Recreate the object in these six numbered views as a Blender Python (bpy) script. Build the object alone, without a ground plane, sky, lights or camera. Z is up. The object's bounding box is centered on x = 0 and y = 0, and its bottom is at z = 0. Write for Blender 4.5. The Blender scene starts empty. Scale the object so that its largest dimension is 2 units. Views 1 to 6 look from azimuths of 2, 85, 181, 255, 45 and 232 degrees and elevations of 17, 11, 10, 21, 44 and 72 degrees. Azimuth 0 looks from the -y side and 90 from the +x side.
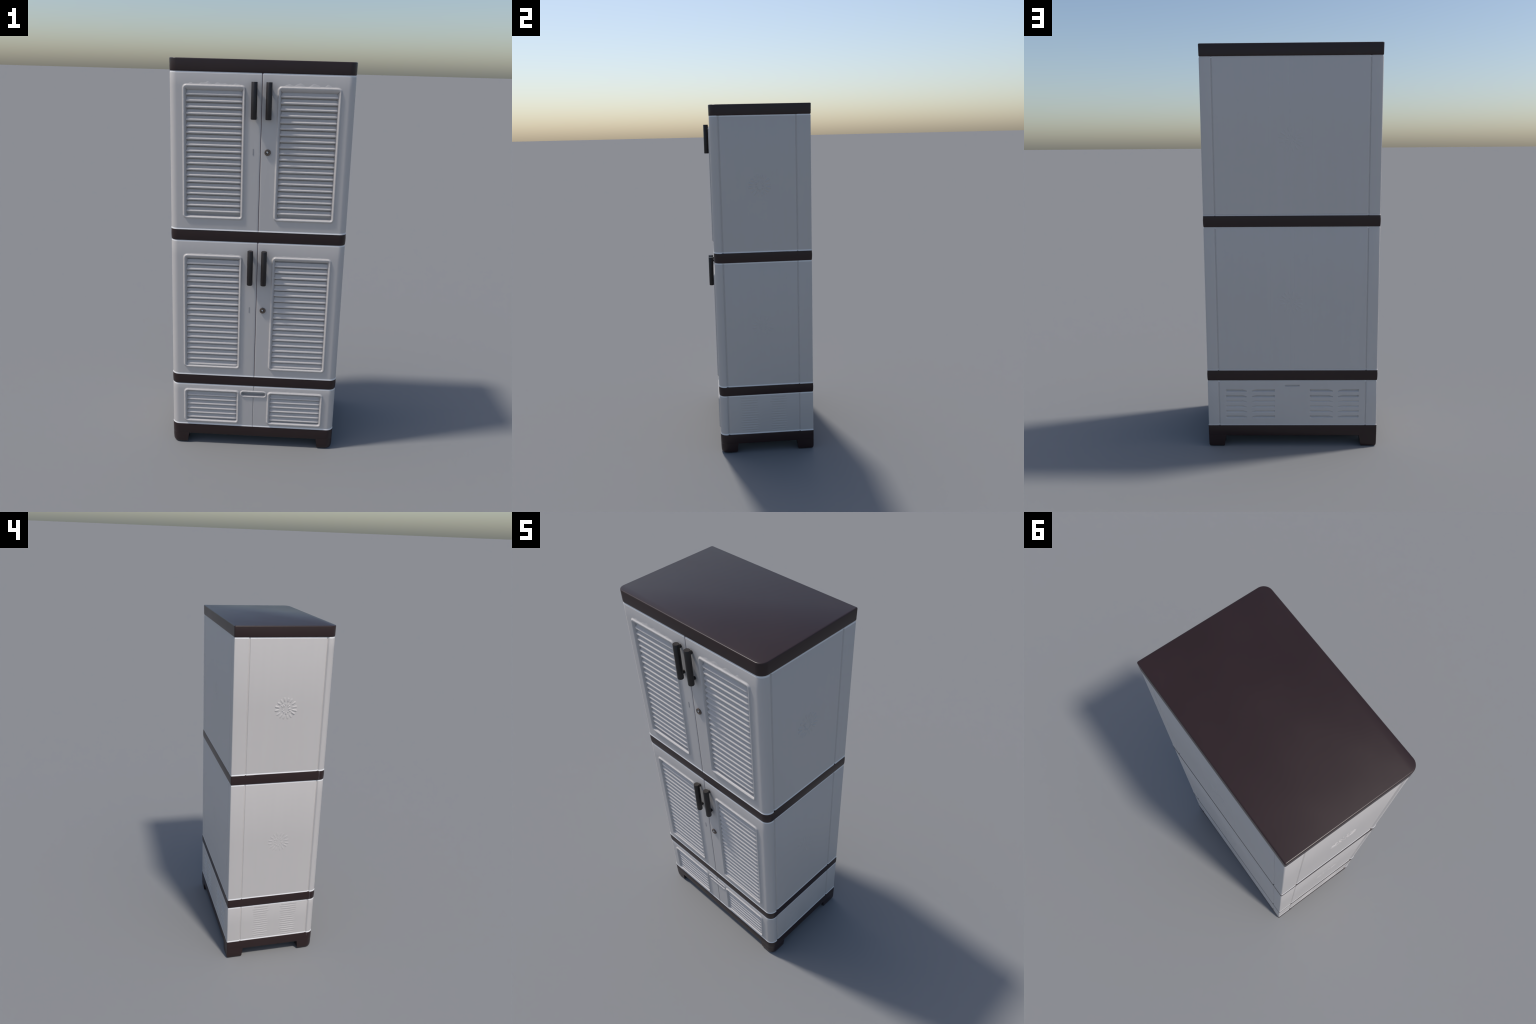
"""Tall two-tone plastic storage cupboard: three stacked grey compartments
(two pairs of louvered doors over a louvered drawer) between dark brown bands,
on a dark brown plinth with four feet and under a dark brown top."""
import bpy, bmesh, math, random
from math import sin, cos, pi, radians, hypot, exp
from mathutils import Vector, noise

random.seed(7)

# ------------------------------------------------------------------ sizes
HW = 0.4325            # half width of the dark bands
YF, YB = -0.2575, 0.2920   # front and back of the dark bands
R_FRONT, R_BACK = 0.038, 0.006
INSET = 0.0016         # grey bodies stand back from the bands
FACE = YF + INSET      # plane of the door faces
BODY_W = HW - INSET
BODY_B = YB - INSET
R_BODY = R_FRONT - INSET
Z_TOP = 2.0
Z_CAP = 1.9415
BAND_UP = (1.1410, 1.1970)
BAND_LOW = (0.3555, 0.4105)
Z_PLINTH = 0.1150
Z_SKIRT = 0.0560
GROOVE_Y = -0.213      # where the door wrap meets the side panel
SEAM = 0.0014          # x of the seam between the doors

# ------------------------------------------------------------------ materials
def new_mat(name):
    m = bpy.data.materials.new(name)
    m.use_nodes = True
    nt = m.node_tree
    return m, nt, nt.nodes["Principled BSDF"]

def grain_material(name, col, rough, var=0.04, scale=6.0, stretch=(1, 1, 1),
                   bump=0.0, bump_scale=300.0, spec=0.5, metallic=0.0, coat=0.0):
    m, nt, bsdf = new_mat(name)
    N, L = nt.nodes, nt.links
    tc = N.new("ShaderNodeTexCoord")
    mp = N.new("ShaderNodeMapping"); mp.inputs["Scale"].default_value = stretch
    L.new(tc.outputs["Object"], mp.inputs["Vector"])
    nz = N.new("ShaderNodeTexNoise")
    nz.inputs["Scale"].default_value = scale
    nz.inputs["Detail"].default_value = 4.0
    L.new(mp.outputs["Vector"], nz.inputs["Vector"])
    rp = N.new("ShaderNodeValToRGB")
    rp.color_ramp.elements[0].position = 0.3
    rp.color_ramp.elements[1].position = 0.7
    rp.color_ramp.elements[0].color = tuple(c * (1 - var) for c in col) + (1,)
    rp.color_ramp.elements[1].color = tuple(min(1, c * (1 + var)) for c in col) + (1,)
    L.new(nz.outputs["Fac"], rp.inputs["Fac"])
    L.new(rp.outputs["Color"], bsdf.inputs["Base Color"])
    rr = N.new("ShaderNodeMapRange")
    rr.inputs["To Min"].default_value = rough - 0.04
    rr.inputs["To Max"].default_value = rough + 0.04
    L.new(nz.outputs["Fac"], rr.inputs["Value"])
    L.new(rr.outputs["Result"], bsdf.inputs["Roughness"])
    bsdf.inputs["Specular IOR Level"].default_value = spec
    bsdf.inputs["Metallic"].default_value = metallic
    bsdf.inputs["Coat Weight"].default_value = coat
    if bump > 0:
        n2 = N.new("ShaderNodeTexNoise")
        n2.inputs["Scale"].default_value = bump_scale
        L.new(tc.outputs["Object"], n2.inputs["Vector"])
        bp = N.new("ShaderNodeBump")
        bp.inputs["Strength"].default_value = bump
        bp.inputs["Distance"].default_value = 0.001
        L.new(n2.outputs["Fac"], bp.inputs["Height"])
        L.new(bp.outputs["Normal"], bsdf.inputs["Normal"])
    return m

GREY = grain_material("grey_plastic", (0.545, 0.511, 0.487), 0.44, var=0.007,
                      scale=9.0, stretch=(4, 4, 0.25), bump=0.04)
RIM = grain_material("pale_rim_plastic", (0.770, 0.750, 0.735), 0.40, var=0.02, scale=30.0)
BROWN = grain_material("dark_brown_plastic", (0.0285, 0.0150, 0.0146), 0.33, var=0.05,
                       scale=5.0, bump=0.05, spec=0.38)
HANDLE = grain_material("dark_handle_plastic", (0.0125, 0.0088, 0.0084), 0.42, var=0.08, scale=20.0)
METAL = grain_material("dull_lock_metal", (0.150, 0.118, 0.098), 0.42, var=0.15, scale=80.0, metallic=0.6)
STEEL = grain_material("bright_lock_core", (0.62, 0.62, 0.62), 0.22, var=0.05, scale=60.0, metallic=0.9)  # colour kept bright so the sun's glint on the lock shows white
SEAM_MAT = grain_material("shadow_gap_brown", (0.125, 0.085, 0.098), 0.7, var=0.05)
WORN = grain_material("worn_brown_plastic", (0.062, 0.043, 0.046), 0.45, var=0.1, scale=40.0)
MARK = grain_material("worn_mark_grey", (0.33, 0.315, 0.32), 0.5, var=0.05, scale=60.0)

# ------------------------------------------------------------------ helpers
def make_object(name, verts, faces, mat, parent=None, angle=35.0):
    me = bpy.data.meshes.new(name)
    me.from_pydata([tuple(v) for v in verts], [], faces)
    bm = bmesh.new(); bm.from_mesh(me)
    bmesh.ops.remove_doubles(bm, verts=bm.verts, dist=1e-6)
    bmesh.ops.recalc_face_normals(bm, faces=bm.faces)
    bm.to_mesh(me); bm.free()
    for p in me.polygons:
        p.use_smooth = True
    me.set_sharp_from_angle(angle=radians(angle))
    me.materials.append(mat)
    ob = bpy.data.objects.new(name, me)
    bpy.context.scene.collection.objects.link(ob)
    if parent is not None:
        ob.parent = parent
    return ob

def share(ob, loc, parent, scale=None):
    c = ob.copy()
    c.location = loc
    if scale:
        c.scale = scale
    c.parent = parent
    bpy.context.scene.collection.objects.link(c)
    return c

def grid_faces(nu, nv, skip=None, closed_u=False):
    out = []
    for j in range(nv - 1):
        for i in range(nu if closed_u else nu - 1):
            if skip and skip(i, j):
                continue
            i2 = (i + 1) % nu
            out.append((j * nu + i, j * nu + i2, (j + 1) * nu + i2, (j + 1) * nu + i))
    return out

def outline(inset, rf=R_FRONT, rb=R_BACK, n=12):
    """Plan of the cabinet: rounded at the front, almost sharp at the back."""
    w, f, b = HW - inset, YF + inset, YB - inset
    rf, rb = max(rf - inset, 0.002), max(rb - inset * 0.5, 0.0015)
    pts = []
    for cx, cy, r, a0 in ((w - rf, f + rf, rf, -90), (w - rb, b - rb, rb, 0),
                          (-w + rb, b - rb, rb, 90), (-w + rf, f + rf, rf, 180)):
        for k in range(n + 1):
            a = radians(a0 + 90 * k / n)
            pts.append((cx + r * cos(a), cy + r * sin(a)))
    return pts

def slab(name, levels, mat, parent):
    """Stack of plan outlines, levels = (z, inset)."""
    verts, nu = [], None
    for z, ins in levels:
        o = outline(ins); nu = len(o)
        verts += [(x, y, z) for x, y in o]
    faces = grid_faces(nu, len(levels), closed_u=True)
    faces.append(tuple(range(nu))[::-1])
    faces.append(tuple((len(levels) - 1) * nu + i for i in range(nu)))
    return make_object(name, verts, faces, mat, parent, angle=50)

def path_normals(path):
    """Outward normals of an open plan path that runs with the outside on its right."""
    out = []
    for i in range(len(path)):
        a, b = path[max(i - 1, 0)], path[min(i + 1, len(path) - 1)]
        dx, dy = b[0] - a[0], b[1] - a[1]
        l = hypot(dx, dy) or 1
        out.append((dy / l, -dx / l))
    return out

def body_rows(z0, z1, breaks=()):
    """Heights of a grey wall with a flared foot and a chamfered head: (z, outward offset)."""
    rows = [(z0 - 0.001, 0.0015), (z0, 0.0013), (z0 + 0.0070, -0.0009), (z0 + 0.0074, 0.0)]
    rows += [(z, 0.0) for z in breaks]
    rows += [(z1 - 0.0068, 0.0), (z1 + 0.001, -0.0024)]
    return rows

def wall(name, path, rows, mat, parent, holes=(), lips=True, angle=35, height=None):
    nrm = path_normals(path)
    verts = []
    for z, off in rows:
        for (x, y), (nx, ny) in zip(path, nrm):
            h = off + (height(x, z) if height else 0.0)
            verts.append((x + nx * h, y + ny * h, z))
    def skip(i, j):
        xm = 0.5 * (path[i][0] + path[i + 1][0]); zm = 0.5 * (rows[j][0] + rows[j + 1][0])
        ym = 0.5 * (path[i][1] + path[i + 1][1])
        return any(x0 < xm < x1 and a0 < zm < a1 and ym < FACE + 0.010 for x0, x1, a0, a1 in holes)
    ob = make_object(name, verts, grid_faces(len(path), len(rows), skip), mat, parent, angle)
    if lips:                                   # paler strips along the foot and the head
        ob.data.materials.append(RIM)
        for p in ob.data.polygons:
            if (p.center.z < rows[2][0] or p.center.z > rows[-2][0]) and p.center.y < BODY_B - 0.002:
                p.material_index = 1
    return ob

def corner_path(sign):
    """Plan of a door from its front flat around the corner to the side groove, sign=+1: right."""
    pts = []
    cx, cy = BODY_W - R_BODY, FACE + R_BODY
    n = 14
    for k in range(n + 1):
        a = radians(-90 + 90 * k / n)
        pts.append((cx + R_BODY * cos(a), cy + R_BODY * sin(a)))
    x = BODY_W
    pts += [(x - 0.0004, GROOVE_Y - 0.0020), (x - 0.0014, GROOVE_Y - 0.0006), (x - 0.0074, GROOVE_Y + 0.0066),
            (x - 0.012, GROOVE_Y + 0.0070)]
    return [(sign * px, py) for px, py in pts]

# ------------------------------------------------------------------ louver panel (bead frame + floor)
def rounded_rect(cx, cz, hx, hz, r, n=7, step=0.0035):
    """Points (x, z) and outward normals round a rounded rectangle."""
    pts = []
    def line(ax, az, bx, bz, nx, nz):
        m = max(1, int(hypot(bx - ax, bz - az) / step))
        for k in range(m):
            t = k / m
            pts.append((ax + (bx - ax) * t, az + (bz - az) * t, nx, nz))
    def arc(ox, oz, a0):
        for k in range(n):
            a = radians(a0 + 90 * k / n)
            pts.append((ox + r * cos(a), oz + r * sin(a), cos(a), sin(a)))
    x0, x1, z0, z1 = cx - hx, cx + hx, cz - hz, cz + hz
    arc(x1 - r, z1 - r, 0); line(x1 - r, z1, x0 + r, z1, 0, 1)
    arc(x0 + r, z1 - r, 90); line(x0, z1 - r, x0, z0 + r, -1, 0)
    arc(x0 + r, z0 + r, 180); line(x0 + r, z0, x1 - r, z0, 0, -1)
    arc(x1 - r, z0 + r, 270); line(x1, z0 + r, x1, z1 - r, 1, 0)
    return pts

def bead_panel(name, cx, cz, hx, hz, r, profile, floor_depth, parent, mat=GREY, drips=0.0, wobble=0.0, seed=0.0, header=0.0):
    """Raised bead round a sunk floor. profile = (distance outward from the crest line, height)."""
    ring = rounded_rect(cx, cz, hx, hz, r)
    n = len(ring)
    verts = []
    for d, h in profile:
        for x, z, nx, nz in ring:
            dd, hh, zoff = d, h, 0.0
            if d > 0.007 and nz > 0.7 and drips > 0:  # ragged low slope above the frame, giving the pale smears
                f = max(0.0, noise.noise(Vector((x * 36 + seed, seed * 3.1, 0.0))) + 0.2)
                edge = max(0.0, 1 - (abs(x - cx) / (hx - 0.02)) ** 6) if abs(x - cx) < hx - 0.02 else 0.0
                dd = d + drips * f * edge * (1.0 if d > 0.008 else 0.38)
            if d < 0 and nz > 0:                      # longer slope under the head of the frame
                zoff = d * header * nz
            if wobble > 0:
                hh = h + wobble * noise.noise(Vector((x * 120, z * 120, seed)))
                dd = dd + wobble * 0.8 * noise.noise(Vector((x * 90 + 5, z * 90, seed)))
            verts.append((x + nx * dd, FACE - hh, z + nz * dd + zoff))
    faces = grid_faces(n, len(profile), closed_u=True)
    faces.append(tuple((len(profile) - 1) * n + i for i in range(n)))
    return make_object(name, verts, faces, mat, parent, angle=60)

PANEL_PROFILE = ((0.0115, -0.0008), (0.0090, 0.0001), (0.0074, 0.0007), (0.0058, 0.0017), (0.0040, 0.0041), (0.0026, 0.0057),
                 (0.0008, 0.0064), (-0.0010, 0.0061), (-0.0030, 0.0048), (-0.0056, 0.0016), (-0.0082, -0.0030),
                 (-0.0104, -0.0080), (-0.0116, -0.0140), (-0.0122, -0.0168))
PULL_PROFILE = ((0.0065, -0.0010), (0.0050, 0.0004), (0.0030, 0.0026), (0.0010, 0.0040), (-0.0010, 0.0038),
                (-0.0030, 0.0015), (-0.0045, -0.0030), (-0.0054, -0.0120), (-0.0064, -0.0190))

SLAT_SECTION = ((0.0005, -0.0044), (0.0015, -0.0024), (0.0019, -0.0005), (0.0014, 0.0010), (0.0001, 0.0029),
                (-0.0022, 0.0047), (-0.0056, 0.0066), (-0.0082, 0.0106), (-0.0095, 0.0152), (-0.0108, 0.0172),
                (-0.0175, 0.0184), (-0.0175, -0.0082), (-0.0140, -0.0078), (-0.0070, -0.0068), (-0.0010, -0.0054))

def slat_mesh(name, half, seed):
    """One louver slat: hooked section swept along x, its ends falling back into the frame."""
    xs = [-half, -half + 0.004, -half + 0.009, -half + 0.016]
    m = 18
    xs += [-half + 0.016 + (2 * half - 0.032) * k / m for k in range(1, m)]
    xs += [half - 0.016, half - 0.009, half - 0.004, half]
    verts = []
    for x in xs:
        e = min(1.0, (half - abs(x)) / 0.014)
        fall = (1 - e) ** 2 * 0.0050
        for o, z in SLAT_SECTION:
            wob = 0.00028 * noise.noise(Vector((x * 30, z * 50, seed)))
            oo = max(o - fall, -0.0176) + (wob if o > -0.006 else 0)
            verts.append((x, -oo, z + wob))
    ns = len(SLAT_SECTION)
    faces = grid_faces(ns, len(xs), closed_u=True)
    faces.append(tuple(range(ns)))
    faces.append(tuple((len(xs) - 1) * ns + i for i in range(ns)))
    return verts, faces

# ------------------------------------------------------------------ root
root = bpy.data.objects.new("storage_cabinet", None)
bpy.context.scene.collection.objects.link(root)
root["label"] = "tall grey plastic storage cupboard with dark brown bands and louvered doors"
root["category"] = "storage cabinet"

# ------------------------------------------------------------------ dark slabs
def band_levels(z0, z1, top_round=0.0035):
    return [(z0, 0.0042), (z0 + 0.0008, 0.0026), (z0 + 0.0026, 0.0017), (z0 + 0.008, 0.0009), (z0 + 0.018, 0.0003),
            (0.5 * (z0 + z1) + 0.006, 0.0), (z1 - 0.016, 0.0003), (z1 - 0.007, 0.0009), (z1 - 0.0020, 0.0012), (z1 - 0.0004, 0.0018), (z1, 0.0032)]

cap = slab("top_board", [(Z_CAP, 0.0050), (Z_CAP + 0.0010, 0.0026), (Z_CAP + 0.0034, 0.0012), (Z_CAP + 0.008, 0.0008),
                         (Z_TOP - 0.0045, 0.0), (Z_TOP - 0.0020, 0.0006), (Z_TOP - 0.0007, 0.0020), (Z_TOP, 0.0045),
                         ], BROWN, root)
band_a = slab("band", band_levels(*BAND_UP), BROWN, root)
band_b = slab("band", band_levels(*BAND_LOW), BROWN, root)
plinth = slab("plinth", [(Z_SKIRT, 0.0030), (Z_SKIRT + 0.0015, 0.0010), (Z_SKIRT + 0.005, 0.0004),
                         (Z_PLINTH - 0.0040, 0.0), (Z_PLINTH - 0.0016, 0.0006), (Z_PLINTH - 0.0004, 0.0018),
                         (Z_PLINTH, 0.0038)], BROWN, root)

def band_rib(z0, z1, parent):
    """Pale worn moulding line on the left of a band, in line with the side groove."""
    n, yc, w = 6, -0.2165, 0.0045
    verts = []
    for z, k in ((z0, 0.0), (z0 + 0.004, 1.0), (z1 - 0.004, 1.0), (z1, 0.0)):
        for j in range(n + 1):
            t = -1 + 2 * j / n
            verts.append((-(HW - 0.0012 + 0.0013 * k * (1 - t * t)), yc + w * t, z))
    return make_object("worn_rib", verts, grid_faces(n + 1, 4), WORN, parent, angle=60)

band_rib(BAND_UP[0] + 0.004, BAND_UP[1] - 0.003, band_a)
band_rib(BAND_LOW[0] + 0.004, BAND_LOW[1] - 0.003, band_b)
band_rib(0.088, Z_PLINTH - 0.003, plinth)

def foot(sx, front):
    """Corner foot: follows the plan of the cabinet outside, drafted flat faces inside."""
    lx_top, lx_bot = 0.3445, 0.3500           # inner face across the width
    if front:
        ly_top, ly_bot = -0.1580, -0.1610
    else:
        ly_top, ly_bot = 0.1940, 0.1985
    levels = [(Z_SKIRT + 0.010, 0.0008), (Z_SKIRT, 0.0008), (0.030, 0.0010), (0.012, 0.0022), (0.005, 0.0044), (0.0015, 0.0075), (0.0, 0.0105)]
    verts, nu = [], None
    for z, ins in levels:
        t = 1 - min(1, z / Z_SKIRT)
        e = max(0.0, ins - 0.0022)
        if z < 0.001: e = 0.0060
        fil = 0.003 * max(0, (z - 0.042) / 0.020) if z > 0.042 else 0.0
        lx = lx_top + (lx_bot - lx_top) * t + e * 0.5 - fil
        ly = ly_top + (ly_bot - ly_top) * t + (-(e * 0.5 - fil) if front else (e * 0.5 - fil))
        ring = []
        if front:
            w, f, r = HW - ins, YF + ins, R_FRONT - ins * 0.4
            ring.append((lx, f))
            for k in range(11):
                a = radians(-90 + 9 * k)
                ring.append((w - r + r * cos(a), f + r + r * sin(a)))
            ring.append((w, ly)); ring.append((lx + 0.012, ly)); ring.append((lx, ly - 0.012))
        else:
            ins2 = ins * 0.55
            w, b, r = HW - ins2, YB - ins2, R_BACK
            ring.append((w, ly))
            for k in range(6):
                a = radians(18 * k)
                ring.append((w - r + r * cos(a), b - r + r * sin(a)))
            ring.append((lx, b)); ring.append((lx, ly + 0.012)); ring.append((lx + 0.012, ly))
        nu = len(ring)
        verts += [(sx * x, y, z) for x, y in ring]
    faces = grid_faces(nu, len(levels), closed_u=True)
    faces.append(tuple(range(nu))); faces.append(tuple((len(levels) - 1) * nu + i for i in range(nu)))
    return make_object("foot", verts, faces, BROWN, plinth, angle=40)

for sx in (1, -1):
    for front in (True, False):
        foot(sx, front)

# ------------------------------------------------------------------ compartments
COMPARTMENTS = [  # z0, z1, panel z range, first slat, last slat, number of slats
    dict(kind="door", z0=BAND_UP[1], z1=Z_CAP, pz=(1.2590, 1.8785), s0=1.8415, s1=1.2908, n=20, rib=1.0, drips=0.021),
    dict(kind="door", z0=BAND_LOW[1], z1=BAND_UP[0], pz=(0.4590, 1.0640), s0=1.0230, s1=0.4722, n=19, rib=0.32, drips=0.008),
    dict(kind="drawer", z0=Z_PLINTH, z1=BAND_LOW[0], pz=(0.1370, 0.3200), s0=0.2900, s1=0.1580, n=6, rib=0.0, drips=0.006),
]
PX0, PX1 = 0.0802, 0.3605      # crest lines of the panel frames, measured from the middle
SLAT_HALF = (PX1 - PX0) / 2 - 0.0075

slat_v, slat_f = slat_mesh("slat", SLAT_HALF, 2.0)

def side_path(sign):
    x = BODY_W
    s = x - 0.0024
    pts = [(s - 0.010, GROOVE_Y - 0.001), (s - 0.0046, GROOVE_Y + 0.0040), (s - 0.0044, GROOVE_Y + 0.0064), (s - 0.0006, GROOVE_Y + 0.0118), (s, GROOVE_Y + 0.0150), (s + 0.0006, -0.10), (s + 0.0008, 0.04), (s + 0.0008, 0.150), (s + 0.0012, 0.2055)]
    gy = 0.2100                                    # rear groove of the side
    pts += [(s + 0.0010, gy - 0.0042), (s - 0.0022, gy - 0.0008), (s - 0.0020, gy + 0.0016), (s + 0.0022, gy + 0.0056), (x, gy + 0.0075)]
    r = 0.005
    for k in range(6):
        a = radians(18 * k)
        pts.append((x - r + r * cos(a), BODY_B - r + r * sin(a)))
    gx = 0.3740                                    # groove of the back
    pts += [(gx + 0.006, BODY_B), (gx + 0.0030, BODY_B - 0.0003), (gx + 0.0010, BODY_B - 0.0034), (gx - 0.0020, BODY_B - 0.0042)]
    if sign < 0:
        pts = [(-px, py) for px, py in pts]
    return pts

def slot_depth(x, z):
    """Pressed ventilation slots and the finger slot of the drawer's back."""
    d = 0.0
    ax = abs(x)
    for row, zc in enumerate((0.3005, 0.2700, 0.2430, 0.2155, 0.1885, 0.1600)):
        deep = (1.0, 0.95, 0.38, 0.45, 0.55, 0.85)[row]
        tall = (0.0066, 0.0060, 0.0040, 0.0046, 0.0050, 0.0060)[row]
        for a, b, inner in ((0.0895, 0.2070, 'b'), (0.2330, 0.3385, 'a')):
            if a - 0.002 < ax < b + 0.002 and abs(z - zc) < 0.013:
                t = (b - ax) if inner == 'b' else (ax - a)
                taper = min(1.0, max(0.0, t / 0.024)) ** 0.7
                end = min(1.0, max(0.0, ((ax - a) if inner == 'b' else (b - ax)) / 0.003))
                zz = z - (zc - 0.004 * (1 - taper))
                hgt = tall * (0.18 + 0.82 * taper)
                u = zz / hgt
                if abs(u) < 1.25 and 0 < t:
                    if u > 0:
                        prof = min(1.0, max(0.0, (1.12 - u) / 0.30))
                    else:
                        prof = max(0.0, 1.0 + u * 0.85)
                    d = max(d, 0.0090 * deep * prof * end * (0.35 + 0.65 * taper))
    if ax < 0.039 and abs(z - 0.3265) < 0.006:
        d = max(d, 0.0070 * min(1, max(0, (0.0385 - ax) / 0.003)) * max(0.0, 1 - (abs(z - 0.3265) / 0.0045) ** 2))
    return d

def rear_relief(x, z):
    """Very shallow vertical pressing lines of the back panels."""
    ax = abs(x)
    return 0.0003 * (exp(-((ax - 0.104) / 0.003) ** 2) - exp(-((ax - 0.010) / 0.003) ** 2))

def rosette(name, radius, h, place, parent, rim=0.0):
    """Pressed sun-wheel ornament: a ring of long tapered petals round a ring of short ones."""
    rnd = random.Random(int(radius * 1e6) + len(name))
    verts, faces = [], []
    def petal(a, r0, r1, w0, w1, hh):
        n = len(verts)
        m = 5
        for k in range(m + 1):
            t = k / m
            r = r0 + (r1 - r0) * t
            w = (w0 + (w1 - w0) * t) * (1.0 if 0 < k < m else 0.45)
            hk = hh * (0.10 if k in (0, m) else 1.0)
            ca, sa = cos(a), sin(a)
            for s, q in ((-1, -0.0006), (-0.62, hk * 0.8), (0, hk), (0.62, hk * 0.8), (1, -0.0006)):
                verts.append(place(r * ca - s * w * sa, r * sa + s * w * ca, q))
        for k in range(m):
            for j in range(4):
                b = n + k * 5 + j
                faces.append((b, b + 1, b + 6, b + 5))
    for k in range(16):
        a = 2 * pi * (k + 0.5) / 16 + rnd.uniform(-0.04, 0.04)
        petal(a, radius * rnd.uniform(0.50, 0.60), radius * rnd.uniform(0.95, 1.03), radius * 0.075, radius * 0.125,
              h * rnd.uniform(0.5, 1.15))
    for k in range(12):
        a = 2 * pi * k / 12 + rnd.uniform(-0.16, 0.16)
        petal(a, radius * rnd.uniform(0.14, 0.30), radius * rnd.uniform(0.38, 0.54), radius * 0.055, radius * 0.095,
              h * rnd.uniform(0.4, 0.9))
    ob = make_object(name, verts, faces, GREY, parent, angle=70)
    ob["kind"] = "stuff"
    return ob

def vent_ribs(parent, sign):
    """Two columns of shallow horizontal ribs pressed into each side of the drawer unit."""
    rnd = random.Random(31)
    verts, faces = [], []
    x0 = BODY_W - 0.0024 + 0.0006
    for y0, y1 in ((-0.136, -0.022), (0.032, 0.146)):
        for k in range(15):
            zc = 0.3400 - k * 0.01510
            amp = (0.9, 0.9, 1.1, 0.8, 0.55, 0.5, 0.8, 0.9, 1.0, 1.0, 1.0, 1.1, 1.3, 1.1, 1.0)[k] * 0.0011
            a, b = y0 + rnd.uniform(-0.004, 0.005), y1 + rnd.uniform(-0.010, 0.003)
            n = len(verts)
            m = 10
            sec = ((-0.0068, -0.0008), (-0.0050, 0.25), (-0.0025, 0.85), (0.0, 1.0), (0.0028, 0.75), (0.0050, 0.25), (0.0068, -0.0008))
            for i in range(m + 1):
                t = i / m
                e = min(1, 5 * t, 5 * (1 - t)) ** 0.8
                for dz, hh in sec:
                    q = hh if hh < 0 else amp * hh * e - (1 - e) * 0.0004
                    verts.append((sign * (x0 + q), a + (b - a) * t, zc + dz + 0.0004 * sin(t * 5 + k * 2.3)))
            for i in range(m):
                for j in range(len(sec) - 1):
                    c = n + i * len(sec) + j
                    faces.append((c, c + 1, c + 1 + len(sec), c + len(sec)))
    ob = make_object("vent_ribs", verts, faces, GREY, parent, angle=80)
    ob["kind"] = "stuff"
    return ob

def frange(a, b, step):
    n = max(1, round(abs(b - a) / step))
    return [a + (b - a) * k / n for k in range(n + 1)]

# ------------------------------------------------------------------ handles and locks
def lathe_z(name, prof, mat, parent, n=28, loc=(0, 0, 0)):
    verts = [(r * cos(2 * pi * k / n), r * sin(2 * pi * k / n), z) for r, z in prof for k in range(n)]
    faces = grid_faces(n, len(prof), closed_u=True)
    faces.append(tuple(range(n))); faces.append(tuple((len(prof) - 1) * n + k for k in range(n)))
    ob = make_object(name, verts, faces, mat, parent, angle=40)
    ob.location = loc
    return ob

def handle(x, zt, zb, parent):
    r = 0.0140
    yc = -0.2920 + r
    prof = [(r - 0.0022, zb), (r - 0.0008, zb + 0.0008), (r, zb + 0.003), (r, zt - 0.0009), (r - 0.0007, zt)]
    ob = lathe_z("handle", prof, HANDLE, parent, loc=(x, yc, 0))
    for z in (zt - 0.019, zb + 0.024):             # standoffs between bar and door
        p = [(0.0080, 0.0), (0.0080, FACE - yc + 0.002)]
        s = lathe_z("handle_standoff", p, HANDLE, parent, n=18)
        s.rotation_euler = (radians(-90), 0, 0)
        s.location = (x, yc, z)
    return ob

def lock(x, z, parent):
    prof = [(0.0150, -0.001), (0.0150, 0.0040), (0.0142, 0.0058), (0.0125, 0.0064), (0.0085, 0.0056), (0.0072, 0.0030), (0.0068, 0.0022)]
    ob = lathe_z("lock_rosette", prof, METAL, parent)
    ob.rotation_euler = (radians(90), 0, 0); ob.location = (x, FACE, z)
    core = [(0.0052, 0.0), (0.0052, 0.0040), (0.0044, 0.0058), (0.0028, 0.0066), (0.0010, 0.0069)]
    c = lathe_z("lock_core", core, STEEL, parent, n=20)
    c.rotation_euler = (radians(90), 0, 0); c.location = (x - 0.0012, FACE, z + 0.0005)
    return ob

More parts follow.
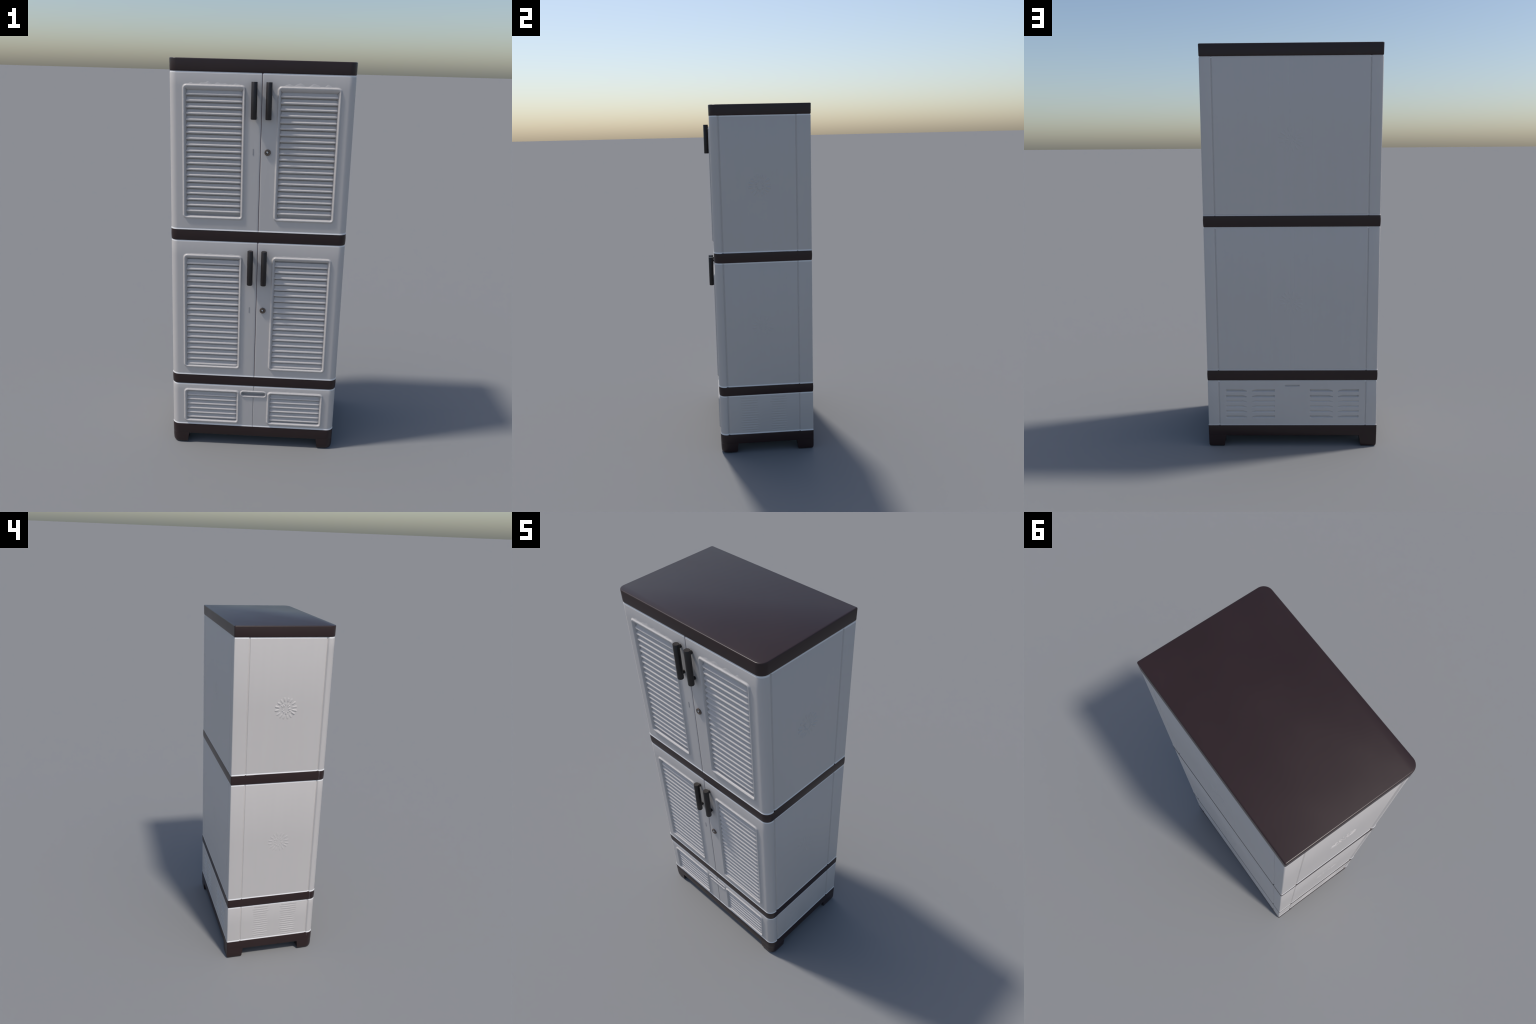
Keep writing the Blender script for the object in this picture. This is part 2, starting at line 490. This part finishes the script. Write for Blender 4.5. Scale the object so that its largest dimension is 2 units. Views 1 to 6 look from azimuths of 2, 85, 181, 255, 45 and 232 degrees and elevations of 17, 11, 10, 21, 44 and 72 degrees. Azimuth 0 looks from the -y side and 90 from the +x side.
# ------------------------------------------------------------------ build the compartments
slat_data = None
for ci, C in enumerate(COMPARTMENTS):
    z0, z1 = C["z0"], C["z1"]
    rows_plain = body_rows(z0, z1, [z0 + (z1 - z0) * 0.5])
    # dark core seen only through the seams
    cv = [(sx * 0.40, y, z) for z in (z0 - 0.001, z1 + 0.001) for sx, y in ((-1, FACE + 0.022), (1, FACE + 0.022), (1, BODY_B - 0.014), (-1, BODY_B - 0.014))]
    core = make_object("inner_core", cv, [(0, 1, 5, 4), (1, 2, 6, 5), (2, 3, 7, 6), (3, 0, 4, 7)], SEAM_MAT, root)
    if C["kind"] == "door":
        v = [(SEAM + dx, FACE + 0.0016, z) for z in (z0, z1) for dx in (-0.004, 0.004)]
        v += [(SEAM + dx, FACE + 0.0040, z) for z in (z0, z1) for dx in (-0.004, 0.004)]
        make_object("seam_strip", v, [(0, 1, 3, 2), (4, 5, 7, 6), (0, 2, 6, 4), (1, 3, 7, 5), (0, 1, 5, 4), (2, 3, 7, 6)], SEAM_MAT, root)
    # sides and back
    for sgn in (1, -1):
        sp = side_path(sgn)
        sd = wall("side_panel", sp if sgn > 0 else sp[::-1], rows_plain, GREY, root, angle=22)
        if C["rib"]:
            zc, rr = ((1.5650, 0.0625), (0.7690, 0.0625))[ci]
            xs = BODY_W - 0.0024 + 0.0009
            rosette("rosette_vent", rr, 0.0022 * C["rib"],
                    lambda u, v, q, s=sgn, zc=zc, xs=xs: (s * (xs + q), 0.0035 + 0.0035 * s + s * u, zc + v), sd)
        else:
            vent_ribs(sd, sgn)
    bx = 0.3715
    if C["kind"] == "drawer":
        xs = [bx + 0.0005, bx] + frange(bx - 0.003, -bx + 0.003, 0.0022) + [-bx, -bx - 0.0005]
        brows = [r for r in body_rows(z0, z1, frange(z0 + 0.012, z1 - 0.012, 0.00165))]
        hf = lambda x, z: -slot_depth(x, z)
    else:
        xs = [bx + 0.0005, bx] + sorted(frange(bx - 0.003, 0.12, 0.05) + frange(0.12, -0.12, 0.002) + frange(-0.12, -bx + 0.003, 0.05), reverse=True) + [-bx, -bx - 0.0005]
        brows = rows_plain
        hf = rear_relief
    bpath = [(xs[0] + 0.003, BODY_B - 0.0040), (xs[1] + 0.0010, BODY_B - 0.0030)] + [(x, BODY_B) for x in xs[2:-2]] + [(xs[-2] - 0.0010, BODY_B - 0.0030), (xs[-1] - 0.003, BODY_B - 0.0040)]
    bk = wall("back_panel", bpath, brows, GREY, root, angle=28, height=hf)
    if C["rib"]:
        zc = (1.5585, 0.7640)[ci]
        rosette("rosette_vent", 0.0605, 0.0006, lambda u, v, q, zc=zc: (0.0025 - u, BODY_B + q, zc + v), bk)

    # front
    pz0, pz1 = C["pz"]
    hz0, hz1 = pz0 + 0.002, pz1 - 0.002
    zs = sorted({round(v, 5) for v in (hz0, hz1)})
    gap = 0.0012
    if C["kind"] == "door":
        fronts = [("door", 1), ("door", -1)]
    else:
        fronts = [("drawer", 0)]
    for fname, sgn in fronts:
        if sgn:
            xs0 = gap + sgn * SEAM
            path = [(xs0 + 0.0002, FACE + 0.013), (xs0, FACE + 0.0022), (xs0 + 0.0006, FACE + 0.0006), (xs0 + 0.0022, FACE)]
            path += [(x, FACE) for x in (0.010, 0.030, PX0 + 0.002, PX1 - 0.002)]
            path += corner_path(1)
            path = [(sgn * x, y) for x, y in path]
            if sgn < 0: path = path[::-1]
            holes = [tuple(sorted((sgn * (PX0 + 0.002), sgn * (PX1 - 0.002)))) + (hz0, hz1)]
            rows = body_rows(z0, z1, zs)
        else:
            half = [(0.0002, FACE + 0.0036), (gap, FACE + 0.0034), (gap + 0.0002, FACE + 0.0010), (gap + 0.0014, FACE)]
            half += [(x, FACE) for x in (0.030, 0.0655, PX0 + 0.002, PX1 - 0.002)] + corner_path(1)
            path = [(-x, y) for x, y in half[::-1]] + half
            ph = (-0.0655, 0.0655, 0.2985, 0.3185)
            holes = [(PX0 + 0.002, PX1 - 0.002, hz0, hz1), (-PX1 + 0.002, -PX0 - 0.002, hz0, hz1), ph]
            rows = body_rows(z0, z1, sorted(zs + [ph[2], ph[3]]))
        front = wall(fname, path, rows, GREY, root, holes=holes, angle=22)
        for ps in ((sgn,) if sgn else (1, -1)):
            cx = ps * (PX0 + PX1) / 2
            bead_panel("louver_panel", cx, (pz0 + pz1) / 2, (PX1 - PX0) / 2, (pz1 - pz0) / 2, 0.0125, PANEL_PROFILE,
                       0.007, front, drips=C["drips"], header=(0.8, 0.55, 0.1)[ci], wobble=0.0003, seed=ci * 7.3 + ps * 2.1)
            n = C["n"]
            for k in range(n):
                z = C["s0"] + (C["s1"] - C["s0"]) * k / (n - 1)
                if slat_data is None:
                    s = make_object("slat", slat_v, slat_f, GREY, front, angle=26)
                    slat_data = s
                    s.location = (cx, FACE, z)
                    pitch = (C["s0"] - C["s1"]) / (n - 1)
                else:
                    pitch = (C["s0"] - C["s1"]) / (n - 1)
                    jit = random.uniform(-0.0004, 0.0004)
                    share(slat_data, (cx, FACE + random.uniform(-0.0003, 0.0003), z + jit), front,
                          (random.choice((1, -1)), (1.0, 0.8, 0.8)[ci], pitch / 0.0287))
        if sgn:
            zt, zb = ((1.9030, 1.7350), (1.1030, 0.9270))[ci]
            handle(sgn * 0.0340 + 0.0005, zt, zb, front)
            zl = (1.5834, 0.7861)[ci]
            if sgn > 0:
                lock(0.0352, zl, front)
            else:
                mv = [(x, y, z) for y in (FACE + 0.001, FACE - 0.0007) for x in (-0.0354, -0.0306) for z in (zl - 0.0150, zl + 0.0150)]
                make_object("latch_mark", mv, [(0, 1, 3, 2), (4, 5, 7, 6), (0, 1, 5, 4), (2, 3, 7, 6), (0, 2, 6, 4), (1, 3, 7, 5)], MARK, front)
        else:
            bead_panel("pull_recess", 0.0, 0.3085, 0.0665, 0.0145, 0.0135, PULL_PROFILE, 0.014, front, wobble=0.0009, seed=3.3)
